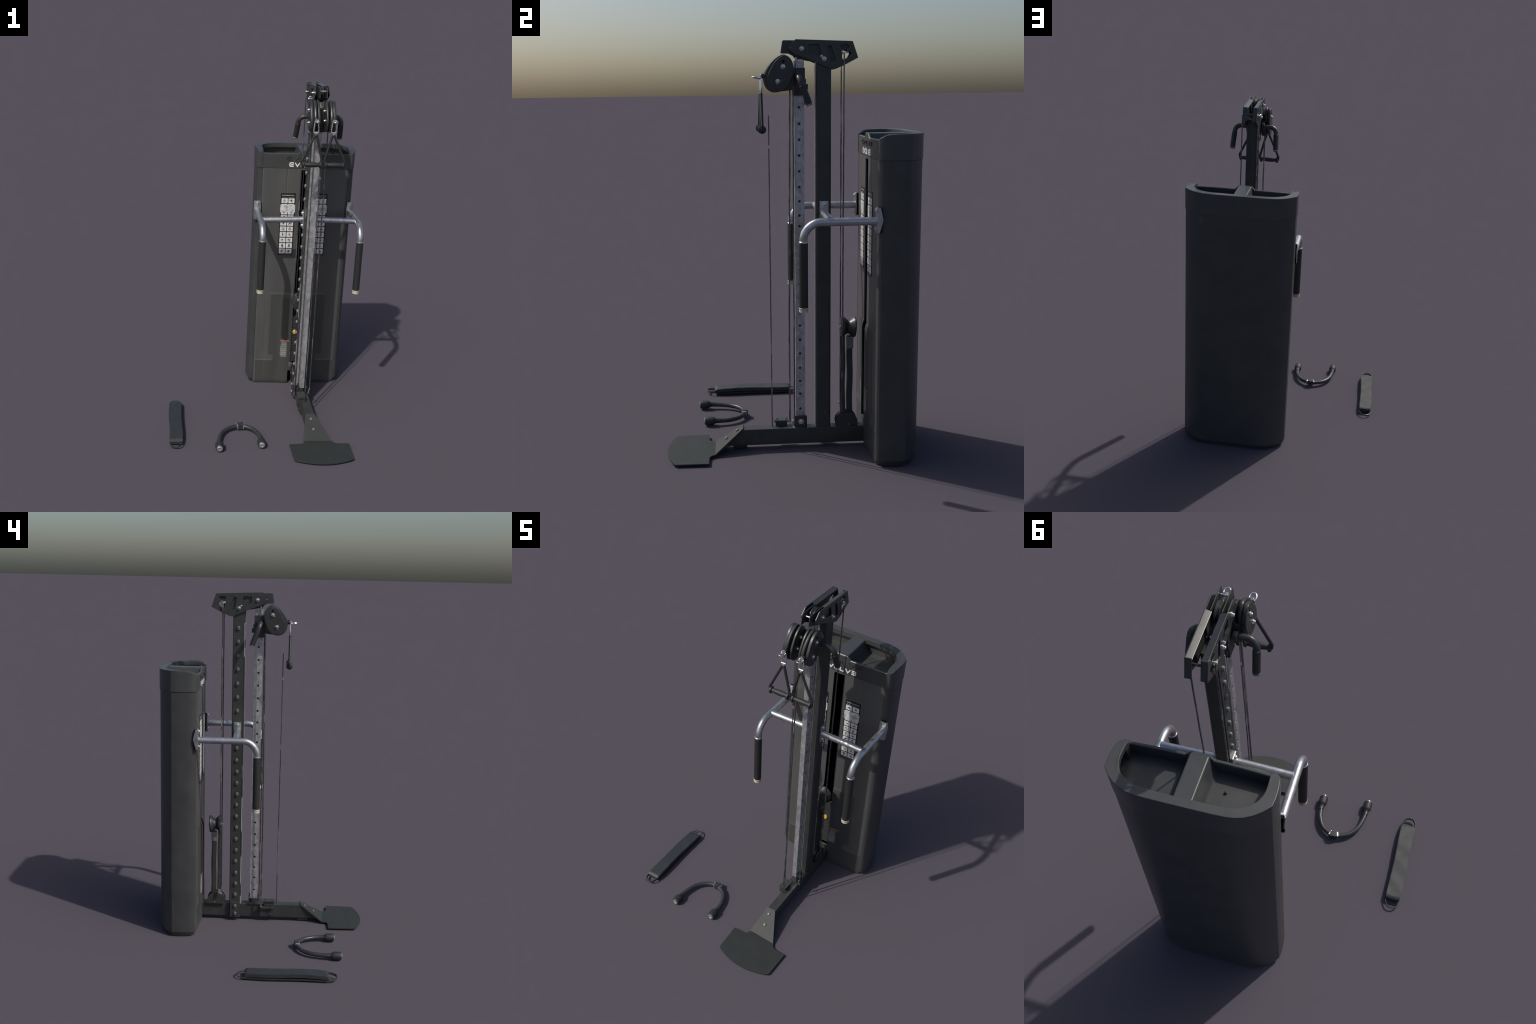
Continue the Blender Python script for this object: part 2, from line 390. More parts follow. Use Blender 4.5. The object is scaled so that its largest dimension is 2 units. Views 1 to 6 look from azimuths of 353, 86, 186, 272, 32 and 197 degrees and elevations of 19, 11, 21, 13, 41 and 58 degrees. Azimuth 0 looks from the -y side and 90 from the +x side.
# lettering: strokes (x0,z0,x1,z1 polylines in a unit cell 0..1)
GLYPH = {
 "E": ([[(1, 1), (.28, 1), (.08, .85), (.08, .15), (.28, 0), (1, 0)], [(.35, .5), (.98, .5)]], 1.0),
 "V": ([[(0, 1), (.5, 0), (1, 1)]], 1.1),
 "O": ([[(.2, 0), (.8, 0), (1, .2), (1, .8), (.8, 1), (.2, 1), (0, .8), (0, .2), (.2, 0)]], 1.05),
 "L": ([[(0, 1), (0, 0), (.9, 0)]], .85),
 "3": ([[(0, 1), (.72, 1), (.92, .85), (.92, .15), (.72, 0), (0, 0)], [(.02, .5), (.65, .5)]], 1.0)}
def lettering(word, xa, xb, za, zb, y, depth, wt):
    total = sum(GLYPH[c][1] for c in word) + .32*(len(word)-1); k = (xb-xa-wt)/total; x = xa+wt/2; parts = []
    h = zb-za-wt
    for c in word:
        for line in GLYPH[c][0]:
            P = [Vector((x+px*k*GLYPH[c][1], 0, za+wt/2+pz*h)) for px, pz in line]
            bm = bmesh.new(); L = []
            for i, p in enumerate(P):
                a = (P[i]-P[i-1]).normalized() if i else None; b = (P[i+1]-P[i]).normalized() if i < len(P)-1 else None
                t = ((a or b)+(b or a)).normalized(); nrm = Vector((-t.z, 0, t.x)); m = wt/2/max(.45, t.dot(a or b))
                L.append([bm.verts.new(Vector((0, yy, 0))+p+nrm*s*m) for s, yy in ((-1, bow(p.x)-depth), (1, bow(p.x)-depth), (1, bow(p.x)+.002), (-1, bow(p.x)+.002))])
            for q, w in zip(L, L[1:]):
                for i in range(4): bm.faces.new((q[i], q[(i+1) % 4], w[(i+1) % 4], w[i]))
            bm.faces.new(L[0]); bm.faces.new(L[-1]); parts.append(to_mesh(bm))
        x += k*(GLYPH[c][1]+.32)
    return merge(*parts)
add("printed_word", lettering("EVOLV3", .146, .353, 1.466, 1.4945, .3855, .0006, .0068), "white", cap)
add("embossed_word", lettering("EVOLV3", .127, .381, 1.510, 1.534, .3855, .0036, .0046), "cap", cap)

# exercise charts
for cx in (X0-.101, X0+.099):
    slope = math.atan(2*.0075*(cx-X0)/.262**2)
    chart = add("exercise_chart", box(-.046, .046, -.0014, .001, -.201, .201, .0004, 1), "label", panel)
    chart.matrix_local = Matrix.Translation((cx, bow(cx)+.0010, 1.099)) @ Matrix.Rotation(slope, 4, 'Z')
    add("chart_heading", merge(box(-.038, .038, -.0019, 0, .184, .190, 0), box(-.038, .038, -.0019, 0, .174, .176, 0), box(-.036, .036, -.0019, 0, -.1955, -.1935, 0)), "words", chart)
    tile = None
    for row in range(10):
        for col in (-1, 1):
            if tile is None:
                tile = add("pictogram_tile", box(-.0190, .0190, -.0006, .001, -.0152, .0152, 0), "picto", chart); t = tile
            else: t = again(tile, Matrix())
            t.location = (col*.0213, -.0016, .153-row*.0364)
    add("painted_glare_patch", box(-.046, .047, -.0028, -.0021, .079, .127, .0002, 1), "cloud", chart)  # white glare across the chart, modelled as a cloudy pale plate

# warning notices beside the slot: thin printed films that follow the panel
def film(x0, x1, z0, z1, n=10):
    bm = bmesh.new(); R = []
    for i in range(n+1):
        x = x0+(x1-x0)*i/n
        R.append([bm.verts.new((x, panel_y(x, z)+dy, z)) for z, dy in ((z0, -.0007), (z1, -.0007), (z1, .002), (z0, .002))])
    for p, q in zip(R, R[1:]):
        for k in range(4): bm.faces.new((p[k], p[(k+1) % 4], q[(k+1) % 4], q[k]))
    bm.faces.new(R[0]); bm.faces.new(R[-1]); return to_mesh(bm)
for cx in (.186, X0*2-.186):
    nt_ = add("warning_notice", film(cx-.030, cx+.030, .3005, .3125), "orange", panel)
    rows = []; z = .294
    for h, w in ((.004, .036), (.004, .036), (.004, .040), (.004, .036), (.006, .042), (.003, .042), (.008, .042), (.010, .042), (.009, .042), (.012, .042), (.004, .038), (.003, .04)):
        rows.append(film(cx-.0285+(.042-w), cx+.0135, z-h, z)); z -= h+.0028
    add("notice_text", merge(*rows), "words", nt_)

# ------------------------------------------------------------------ weight stack
stack = add("weight_stack", merge(box(.2235, .2845, .392, .52, .415, .470, .004), rod((.254, .475, .465), (.254, .475, .62), .014)), "weight", machine)
wp = None
for i in range(14):
    z = .152 + i*.0188
    if wp is None:
        wp = add("weight_plate", box(-.0305, .0305, -.083, .045, 0, .0165, .0015), "weight", stack); w = wp
    else: w = again(wp, Matrix())
    w.location = (X0+random.uniform(-.001, .001), .475+random.uniform(-.001, .001), z)
add("weight_numeral", merge(*[box(.228, .234, .3910, .393, .157+i*.0188, .162+i*.0188, 0) for i in range(14)]), "words", stack)
add("selector_pin", lathe([(0, -.03), (.004, -.03), (.004, 0), (.013, 0), (.0145, .003), (.0145, .012), (.013, .014), (0, .0145)], (.249, .398, .365), (0, -1, 0), 24), "yellow", stack)
add("stack_frame", box(.2225, .2895, .376, .388, .099, .139, .001), "panel", stack)
gr = add("guide_rod", rod((.252, .46, .46), (.252, .46, 1.45), .006), "steel", stack)

# ------------------------------------------------------------------ base and foot
beam_prof = [(.405, .021), (.405, .1045), (-.236, .1045), (-.348, .024), (-.335, .021)]
base = add("base_beam", plate(rounded(beam_prof, [.004, .006, .004, .002, .002]), YZ(.240), .052, bev=.003), "paint", machine)
pad = add("glide_pad", box(.246, .286, -.285, -.215, .003, .028, .006), "dark", base)

# foot plate: flat fan plus sloping neck, swept with a fold at y=-.375
def foot_mesh():
    arc = [(.126+(.468-.126)*t, -.570-.0435*math.sin(math.pi*t)**.85) for t in [i/16 for i in range(17)]]
    arc = [arc[0]] + arc[1:-1] + [arc[-1]]
    plan = [(.120, -.406)] + arc + [(.471, -.406), (.400, -.404), (.385, -.396), (.374, -.378)]
    flat = rounded(plan + [(.208, -.374), (.207, -.390), (.196, -.403)], [.004]+[.014]+[0]*15+[.014]+[.004]+[.0]*6)
    a = prism(flat, .006, .014, .002, 2, 50)
    bm = bmesh.new()
    q = [(.208, -.3745, .014), (.374, -.3785, .014), (.291, -.234, .113), (.238, -.234, .113)]
    n = (Vector(q[1])-Vector(q[0])).cross(Vector(q[3])-Vector(q[0])).normalized()
    top = [bm.verts.new(p) for p in q]; bot = [bm.verts.new(Vector(p)-n*.008) for p in q]
    bm.faces.new(top); bm.faces.new(bot[::-1])
    for i in range(4): bm.faces.new((top[i], bot[i], bot[(i+1) % 4], top[(i+1) % 4]))
    bmesh.ops.recalc_face_normals(bm, faces=bm.faces); bevel_all(bm, .0015, 2)
    return merge(a, to_mesh(bm)), n
fm, fn = foot_mesh()
foot = add("foot_plate", fm, "foot", machine)
def on_neck(x, y):
    t = (y+.3765)/(.1425); return Vector((x, y, .014+t*.099))
boltm = dome_bolt(.0085, .007, False)
fb = add("dome_bolt", boltm, "dullbolt", foot)
fb.matrix_local = Matrix.Translation(on_neck(.266, -.263)) @ frame_along(fn)
again(fb, Matrix.Translation(on_neck(.274, -.317)) @ frame_along(fn))

# floor bracket left of the rail foot
brk = add("cable_bracket", merge(box(.216, .262, -.076, -.002, .126, .135, .002), box(.222, .256, -.068, -.010, .100, .128, .003),
      box(.212, .240, -.068, .016, .082, .098, .003), box(.226, .241, -.069, .017, .030, .098, .002)), "clamp", machine)
brk.data.materials.clear(); brk.data.materials.append(M["paint"])
for p, d in (((.239, -.062, .135), (0, 0, 1)), ((.239, -.016, .135), (0, 0, 1)), ((.226, -.048, .042), (-1, 0, 0)), ((.212, -.055, .09), (-1, 0, 0)), ((.212, .006, .09), (-1, 0, 0))):
    o = add("bracket_bolt", dome_bolt(.0075, .004, False), "dark", brk) if p[1] == -.062 else again(bb, Matrix())
    if p[1] == -.062: bb = o
    o.matrix_local = Matrix.Translation(p) @ frame_along(d)

# ------------------------------------------------------------------ column
column = add("column", prism(rounded([(.2285, .134), (.285, .134), (.285, .207), (.2285, .207)], .010), .105, 1.90, .0), "paint", machine)
cp = plate(rounded([(.137, .020), (.203, .020), (.203, 1.895), (.137, 1.895)], .004), YZ(.2222), .0068, bev=.001)
colplate = add("bolt_plate", cp, "paint", column)
add("face_strip", box(.2355, .2475, .1325, .1345, .112, 1.88, .0005, 1), "galv", column)
add("bright_edge_line", tube([(.2224, .1385, .11+.0358*i) for i in range(49)], .0022, 6, sx=.8), "bright_edge", colplate)  # broken bright line along the column's front edge, built as a thin pale-flecked tube
lower = add("foot_tab", plate(rounded([(.146, .022), (.200, .022), (.200, .122), (.146, .122)], .006), YZ(.2167), .006, bev=.001), "paint", column)
cb = None
zs_b = [1.796, 1.719, 1.638, 1.561, 1.475, 1.397, 1.318] + [1.095, 1.02, .95, .879, .812, .745, .674, .602, .53, .459, .387, .314, .243, .172]
for z in zs_b + [.098, .047]:
    o = add("column_bolt", dome_bolt(.0098, .010, False), "dullbolt", colplate) if cb is None else again(cb, Matrix())
    cb = cb or o
    o.matrix_local = Matrix.Translation((.2222 if z > .12 else .2167, .170+.004*(z > 1.0)+random.uniform(-.0012, .0012), z+random.uniform(-.002, .002))) @ frame_along((-1, 0, 0)) @ Matrix.Diagonal((1.3 if z > .12 else 1.1, 1.0, 1.0, 1))

# ------------------------------------------------------------------ rail
def rail_mesh():
    hz = [1.691, 1.615, 1.54, 1.466, 1.391, 1.316, 1.247, 1.179, 1.127, 1.05, .98, .91, .84, .77, .70, .631, .557, .487, .412, .344, .277, .198]
    side = lambda x, t: plate([(.036, .141), (.078, .141), (.078, 1.905), (.036, 1.905)], YZ(x), t, [ellipse(.056, z, .0068, .0068, 14) for z in hz], bev=.0003)
    return merge(side(.2405, .003), side(.2655, .003), box(.2405, .2685, .0335, .0365, .141, 1.905, .0012), box(.2405, .2685, .0775, .0805, .141, 1.905, .0012)), hz
rm, hz = rail_mesh()
rail = add("guide_rail", rm, "galv", machine)
add("rail_core", box(.2442, .2648, .038, .076, .146, 1.90, 0), "dark", rail)
rfb = add("rail_foot", merge(box(.272, .279, .023, .088, .104, .163, .0015), box(.232, .279, .081, .088, .104, .150, .0015), box(.232, .274, .023, .088, .104, .112, .001), box(.2435, .2655, .04, .075, .112, .145, .001)), "paint", machine)
o = add("foot_bolt", dome_bolt(.009, .009), "bright", rfb); o.matrix_local = Matrix.Translation((.279, .058, .134)) @ frame_along((1, 0, 0))
add("cable_hook", tube(bent([(.300, .014, .15), (.292, .018, .118), (.300, .024, .108)], .01), .004, 8), "bright", rfb)

# ------------------------------------------------------------------ top bracket
prof = rounded([(.039, 2.0), (.305, 1.990), (.331, 1.915), (.262, 1.880), (.222, 1.8635), (.208, 1.8635), (.10, 1.909), (.036, 1.933), (.004, 1.958), (.006, 1.970)], [.004, .002, .002, .004, .012, .012, .03, .02, .008, .008])
holes = [rounded([(.098, 1.977), (.147, 1.976), (.161, 1.923), (.104, 1.939)], .005), rounded([(.184, 1.971), (.204, 1.971), (.228, 1.901), (.200, 1.900)], .007),
         ellipse(.267, 1.966, .0215, .0105), rounded([(.253, 1.945), (.272, 1.952), (.302, 1.940), (.290, 1.918), (.258, 1.903)], .007)]
def channel(xo, s):
    """side plate with flanges turned in along top and rear; s=+1 flanges towards +x"""
    side = plate(prof, YZ(xo if s > 0 else xo-.004), .004, holes, bev=.0006)
    fl = []
    for (ya, za), (yb, zb) in (((.098, 1.9975), (.3045, 1.9898)), ((.3045, 1.9898), (.330, 1.9155))):
        d = Vector((0, yb-ya, zb-za)); n = Vector((0, d.z, -d.y)).normalized()*.004
        bm = bmesh.new(); vs = []
        for x in (xo+s*.0005, xo+s*.025):
            sag = Vector((0, 0, -.007 if abs(x-xo) > .01 and ya < .2 else 0))   # inner edge hangs lower
            vs.append([bm.verts.new(Vector((x, y, z))+k+sag) for y, z, k in ((ya, za, Vector()), (yb, zb, Vector()), (yb, zb, n), (ya, za, n))])
        bm.faces.new(vs[0]); bm.faces.new(vs[1])
        for i in range(4): bm.faces.new((vs[0][i], vs[0][(i+1) % 4], vs[1][(i+1) % 4], vs[1][i]))
        bmesh.ops.recalc_face_normals(bm, faces=bm.faces); bevel_all(bm, .0012, 2); fl.append(to_mesh(bm))
    return merge(side, *fl)
def backing(x):
    return plate([(.090, 1.985), (.298, 1.975), (.300, 1.953), (.262, 1.955), (.240, 1.930), (.236, 1.890), (.20, 1.892), (.10, 1.925)], YZ(x), .003, bev=.0004)
top_l = add("top_bracket", channel(.212, 1), "gloss", machine)
top_r = add("top_bracket", channel(.292, -1), "gloss", machine)
add("bracket_web", backing(.222), "paint", top_l); add("bracket_web", backing(.279), "paint", top_r)
inner_prof = rounded([(-.018, 1.997), (.095, 1.995), (.150, 1.960), (.145, 1.90), (.105, 1.903), (.06, 1.912), (.012, 1.938), (-.027, 1.9395)], [.004, .003, .01, .006, .02, .02, .006, .004])
for x in (.231, .2715):
    add("inner_bracket", plate(inner_prof, YZ(x), .0035, bev=.0006), "paint", top_l)
add("top_pulley", lathe([(0, -.012), (.041, -.012), (.044, -.010), (.044, -.007), (.036, 0), (.044, .007), (.044, .010), (.041, .012), (0, .012)], (.2525, .067, 1.951), (1, 0, 0), 40), "dark", top_l)
add("cross_pin", rod((.236, .005, 1.976), (.270, .005, 1.976), .0045), "bright", top_l)
add("cross_pin", rod((.214, .290, 1.945), (.290, .290, 1.945), .005), "dark", top_l)
for y, z, par in ((.067, 1.958, 1), (.172, 1.911, 1)):
    for x, d, par in ((.292, 1, top_r), (.212, -1, top_l)):
        o = add("bracket_bolt", dome_bolt(.0068, .012), "bright", par); o.matrix_local = Matrix.Translation((x, y, z)) @ frame_along((d, 0, 0))
        if y > .1:
            o2 = again(o, Matrix.Translation((x, y-.012, z+.012)) @ frame_along((d, 0, 0)) @ Matrix.Scale(.6, 4), par)
for x, d, par in ((.292, 1, top_r), (.212, -1, top_l)):
    o = add("small_rivet", dome_bolt(.004, .002, False), "dullbolt", par); o.matrix_local = Matrix.Translation((x, .015, 1.961)) @ frame_along((d, 0, 0))
    e = add("cable_eye", merge(rod((x-.006*d, .262, 1.938), (x+.014*d, .262, 1.938), .006), rod((x+.002*d, .270, 1.936), (x+.010*d, .250, 1.942), .004)), "bright", par)
# rail top joint
add("rail_cap", merge(box(.238, .271, .040, .078, 1.895, 1.912, .002), rod((.236, .048, 1.87), (.236, .048, 1.925), .006), rod((.270, .044, 1.862), (.270, .044, 1.92), .005)), "steel", rail)

# ------------------------------------------------------------------ carriage, pulley heads, arms
carriage = add("carriage", merge(box(.226, .282, .026, .084, 1.746, 1.872, .003), box(.230, .278, .080, .0985, 1.772, 1.798, .003), box(.226, .274, .078, .0895, 1.792, 1.822, .003),
               box(.232, .266, -.012, .030, 1.772, 1.868, .003), box(.205, .300, .006, .030, 1.790, 1.850, .003)), "dark", machine)
rear_skirt = rounded([(.024, 1.862), (.024, 1.771), (-.05, 1.763), (-.03, 1.80), (-.01, 1.85)], .006)
egg = closed_smooth([(-.018, 1.928), (.010, 1.916), (.026, 1.884), (.024, 1.842), (.002, 1.789), (-.030, 1.766), (-.064, 1.764), (-.090, 1.785), (-.095, 1.826), (-.080, 1.866), (-.054, 1.905)])
disc = closed_smooth([(-.022, 1.932), (.006, 1.918), (.018, 1.884), (.016, 1.842), (-.004, 1.79), (-.034, 1.765), (-.068, 1.763), (-.098, 1.788), (-.108, 1.834), (-.092, 1.874), (-.060, 1.912)])
for cx, sgn in ((.204, -1), (.2935, 1)):
    head = add("pulley_head", plate(egg, YZ(cx+sgn*.0095 if sgn > 0 else cx-.0265), .0165, bev=.004), "dark", carriage)
    add("pulley_cheek", plate(egg, YZ(cx-.0275 if sgn > 0 else cx+.0155), .0115, bev=.003), "dark", head)
    add("pulley_wheel", plate(disc, YZ(cx-.0085), .0165, bev=.0065), "cable", head).data.materials[0] = M["dark"]
    add("head_core", merge(rod((cx-.024, -.022, 1.877), (cx+.024, -.022, 1.877), .018), rod((cx-.024, -.047, 1.811), (cx+.024, -.047, 1.811), .018)), "dark", head)
    add("head_skirt", plate(rear_skirt, YZ(cx-.020 if sgn > 0 else cx-.004), .024, bev=.002), "dark", head)
    xf = cx+sgn*.026
    for y, z, k in ((-.022, 1.877, 1.0), (-.047, 1.811, 1.0), (-.030, 1.868, .55), (-.036, 1.812, .6), (-.05, 1.797, .45)):
        o = add("head_bolt", dome_bolt(.0066, .010), "bright" if k == 1 else "dullbolt", head)
        o.matrix_local = Matrix.Translation((xf, y, z)) @ frame_along((sgn, 0, 0)) @ Matrix.Scale(k, 4)
    o = add("bearing_hole", lathe([(0, 0), (.0065, 0), (.0065, .0008), (0, .0009)], (xf, -.020, 1.900), (sgn, 0, 0), 16), "void", head)
    for y, z in ((-.02, 1.872), (-.045, 1.822)):     # inner-side nuts
        o = add("head_nut", dome_bolt(.007, .009), "bright", head); o.matrix_local = Matrix.Translation((cx-sgn*.0275, y, z)) @ frame_along((-sgn, 0, 0))
    # stop ball, eye ring, snap link, stirrup handle
    bx, by, bz = cx+.002+(.0075 if sgn > 0 else 0), -.117, 1.836
    link = add("stop_ball", lathe([(0, -.012)]+[(.012*math.cos(a), .012*math.sin(a)) for a in [math.pi*(i/10-.5) for i in range(1, 10)]]+[(0, .012)], (bx, by, bz), (0, 1, 0), 20), "dark", carriage)
    add("swivel_block", merge(box(bx-.010, bx+.010, by-.013, by-.003, bz-.012, bz+.006, .002), rod((bx-.013, by-.008, bz-.006), (bx+.013, by-.008, bz-.006), .004)), "bright", link)
    add("eye_ring", tube([(bx+.013*math.cos(a), by-.026+.017*math.sin(a), bz-.007-.004*math.sin(a)) for a in [2*math.pi*i/24 for i in range(24)]], .003, 8, True), "bright", link)
    snap = [(bx+.006*sgn*0-.009, by-.004, bz-.010), (bx-.0135, by-.005, bz-.055), (bx-.009, by-.005, bz-.069), (bx, by-.005, bz-.073), (bx+.009, by-.005, bz-.069), (bx+.0135, by-.005, bz-.055), (bx+.009, by-.004, bz-.010)]
    add("snap_link", merge(tube(smooth_path(snap, 5), .0040, 8), rod((bx-.012, by-.005, bz-.066), (bx+.012, by-.005, bz-.066), .0055)), "bright", link)
    gx = cx+(-.012 if sgn < 0 else .0245); gz = 1.593; hw = .052; gy = -.124
    strap_pts = [(gx-hw-.002, gy, gz-.004), (gx-hw-.005, gy, gz+.018), (bx-.006, gy, bz-.083), (bx, gy, bz-.074), (bx+.006, gy, bz-.083), (gx+hw+.005, gy, gz+.018), (gx+hw+.002, gy, gz-.004)]
    st = add("stirrup_strap", tube(bent(strap_pts, .008, 4), .0068, 12, sx=1.0), "rubber", link)
    L = 2*hw
    add("stirrup_grip", lathe([(0, -.004), (.012, -.004), (.0186, 0), (.0186, .008), (.012, .011), (.0115, .016), (.0138, .03), (.0148, L/2), (.0138, L-.03), (.0115, L-.016), (.012, L-.011), (.0186, L-.008), (.0186, L), (.012, L+.004), (0, L+.004)], (gx-hw, gy, gz), (1, 0, 0), 24), "rubber", st)
    if sgn < 0:
        add("end_stud", lathe([(0, 0), (.007, 0), (.006, .004), (0, .006)], (gx+hw+.003, gy, gz), (1, 0, 0), 14), "bright", st)
    # adjusting arm
    ex = X0-.118 if sgn < 0 else X0+.121
    p0 = (X0+sgn*.036, .047, 1.829); p1 = (ex, .045, 1.830); pe = (ex+sgn*.008, .094, 1.700)
    path = bent([p0, p1, pe], .036, 10)
    arm = add("adjusting_arm", tube(path, .0137, 18), "dark", carriage)
    g0 = Vector(p1).lerp(Vector(pe), .30); d = (Vector(pe)-g0)
    add("arm_grip", rod(g0, Vector(pe)-d*.09, .0152, 20, .002), "rubber", arm)
    add("grip_end", rod(Vector(pe)-d*.09, pe, .0147, 20, .002), "clamp", arm)
    add("arm_boss", rod((X0+sgn*.034, .05, 1.835), (X0+sgn*.052, .05, 1.835), .019, 20, .003), "dark", arm)
add("lock_lever", merge(box(.246, .262, .015, .03, 1.87, 1.882, .002), rod((.232, .022, 1.86), (.232, .022, 1.895), .005)), "dark", carriage)

# ------------------------------------------------------------------ cables
def cable(name, pts, r, mat="cable"):
    P = [Vector(p) for p in pts]; path = []
    for a, b in zip(P, P[1:]):
        n = 30; path += [a.lerp(b, i/n)+Vector((math.sin(i*1.7)*.0004, math.cos(i*1.3)*.0004, 0)) for i in range(n)]
    return add(name, tube(path+[P[-1]], r, 10), mat, machine)
fc = cable("front_cable", [(.254, -.086, .103), (.252, -.087, 1.656)], .0030)
add("cable_collar", rod((.252, -.087, 1.499), (.252, -.087, 1.516), .0036, 12), "bright", fc)
cable("head_cable", [(.204, .009, .10), (.204, .009, .60), (.205, .019, 1.79)], .0042)
cable("head_cable", [(.300, .0235, .132), (.300, .025, 1.79)], .0036)
cable("rear_cable", [(.206, .266, .19), (.205, .265, 1.94)], .0034)
cable("rear_cable", [(.302, .262, .19), (.301, .264, 1.94)], .0034)

# ------------------------------------------------------------------ floating pulley, belts, base pulley
fp = add("floating_pulley", lathe([(0, -.037), (.044, -.037), (.052, -.033), (.053, -.022), (.040, -.012), (.034, -.002), (.036, .008), (.048, .020), (.053, .030), (.050, .036), (0, .036)], (.253, .297, .614), (0, 1, -.06), 36), "dark", machine)
add("pulley_stud", rod((.253, .256, .612), (.253, .34, .609), .008), "bright", fp)
def belt(y0, y1, x0, x1):
    return tube([((x0+x1)/2+.001*math.sin(i*.9), (y0+y1)/2+.0012*math.sin(i*.7+y0*50), .15+i*.022) for i in range(20)], (y1-y0)/2, 4, up=(0, 1, 1e-3))
def belt_box(y0, y1, x0, x1, wob):
    bm = bmesh.new(); R = []
    for i in range(22):
        z = .15+i*.02; o = .0014*math.sin(i*.55+wob)
        R.append([bm.verts.new((x, y+o, z)) for x, y in ((x0, y0), (x1, y0), (x1, y1), (x0, y1))])
    for a, b in zip(R, R[1:]):
        for k in range(4): bm.faces.new((a[k], a[(k+1) % 4], b[(k+1) % 4], b[k]))
    bm.faces.new(R[0]); bm.faces.new(R[-1]); bmesh.ops.recalc_face_normals(bm, faces=bm.faces)
    es = [e for e in bm.edges if e.calc_face_angle(0) > .8]; bmesh.ops.bevel(bm, geom=es, offset=.002, segments=2, affect='EDGES')
    return to_mesh(bm)
add("belt", belt_box(.258, .282, .242, .268, 0), "paint", machine)
b2 = add("belt", belt_box(.292, .320, .240, .266, 2), "paint", machine)
add("belt_clamp", box(.2375, .2685, .290, .3225, .505, .565, .002), "clamp", b2)
add("cable_clamp", merge(box(.202, .210, .258, .274, .178, .205, .002), box(.214, .222, .266, .278, .18, .205, .002)), "bright", machine)
dprof = [(.237, .104), (.345, .104)] + [(.291+.054*math.cos(a), .122+.052*math.sin(a)) for a in [math.pi*i/18 for i in range(19)]]
bph = add("pulley_housing", merge(plate(dprof, YZ(.281), .005, bev=.0008), plate(dprof, YZ(.226), .005, bev=.0008)), "paint", machine)
add("base_pulley", lathe([(0, -.018), (.050, -.018), (.053, -.015), (.053, -.010), (.043, 0), (.053, .010), (.053, .015), (.050, .018), (0, .018)], (.256, .286, .126), (1, 0, 0), 40), "dark", bph)
for x, d in ((.286, 1), (.226, -1)):
    o = add("housing_rivet", dome_bolt(.005, .003, False), "dullbolt", bph); o.matrix_local = Matrix.Translation((x, .298, .113)) @ frame_along((d, 0, 0))

# ------------------------------------------------------------------ dip handles
for s in (-1, 1):
    hx = X0+s*.290
    path = bent([(hx, .384, 1.186), (hx, .0450, 1.186), (hx, .0450, 1.085)], .082, 14)
    h = add("side_handle", tube(path, .0188, 24, up=(0, 0, 1)), "steel", machine)
    add("handle_ring", rod((hx, .0450, 1.092), (hx, .0450, 1.101), .0215, 24, .002), "bright", h)
    add("handle_grip", rod((hx, .0450, .793), (hx, .0450, 1.093), .0208, 24, .001), "rubber", h)
    add("grip_band", merge(rod((hx, .0450, .773), (hx, .0450, .783), .0210, 24, .002), rod((hx, .0450, .781), (hx, .0450, .795), .0204, 24, .001)), "tan", h)
    add("end_band", merge(rod((hx, .0450, .789), (hx, .0450, .7945), .0216, 24, .001), rod((hx, .0450, .7725), (hx, .0450, .777), .0213, 24, .001)), "rim", h)
    cr = add("cross_tube", tube([(X0+s*.034, .168, 1.196), (hx-s*.008, .169, 1.189)], .0180, 24, up=(0, 0, 1)), "steel", h)
    xa = .285 if s > 0 else .2135
    add("column_lug", box(xa, xa+.009, .150, .194, 1.140, 1.250, .003), "steel", cr)
    for z in (1.234, 1.158):
        o = add("lug_bolt", dome_bolt(.009, .009), "bright", cr); o.matrix_local = Matrix.Translation((xa+(.009 if s > 0 else 0), .171, z)) @ frame_along((s, 0, 0))
    # wall flange: steel plate on a black saddle
    fl = add("wall_flange", plate(rounded([(hx-.019, 1.130), (hx+.019, 1.130), (hx+.022, 1.19), (hx+.019, 1.250), (hx-.019, 1.250), (hx-.022, 1.19)], .005), XZ(.384), .008, bev=.0015), "steel", h)
    add("flange_side", plate(rounded([(.378, 1.135), (.388, 1.132), (.405, 1.19), (.392, 1.249), (.378, 1.246)], .003), YZ(hx+s*.0185-.003), .006, bev=.001), "steel", h)
    add("flange_saddle", plate(rounded([(hx-.018, 1.133), (hx+.018, 1.133), (hx+.018, 1.247), (hx-.018, 1.247)], .005), XZ(.398), .015, bev=.002), "void", h)
    for z in (1.236, 1.150):
        o = add("flange_bolt", dome_bolt(.0075, .008), "bright", h); o.matrix_local = Matrix.Translation((hx, .376, z)) @ frame_along((0, -1, 0))

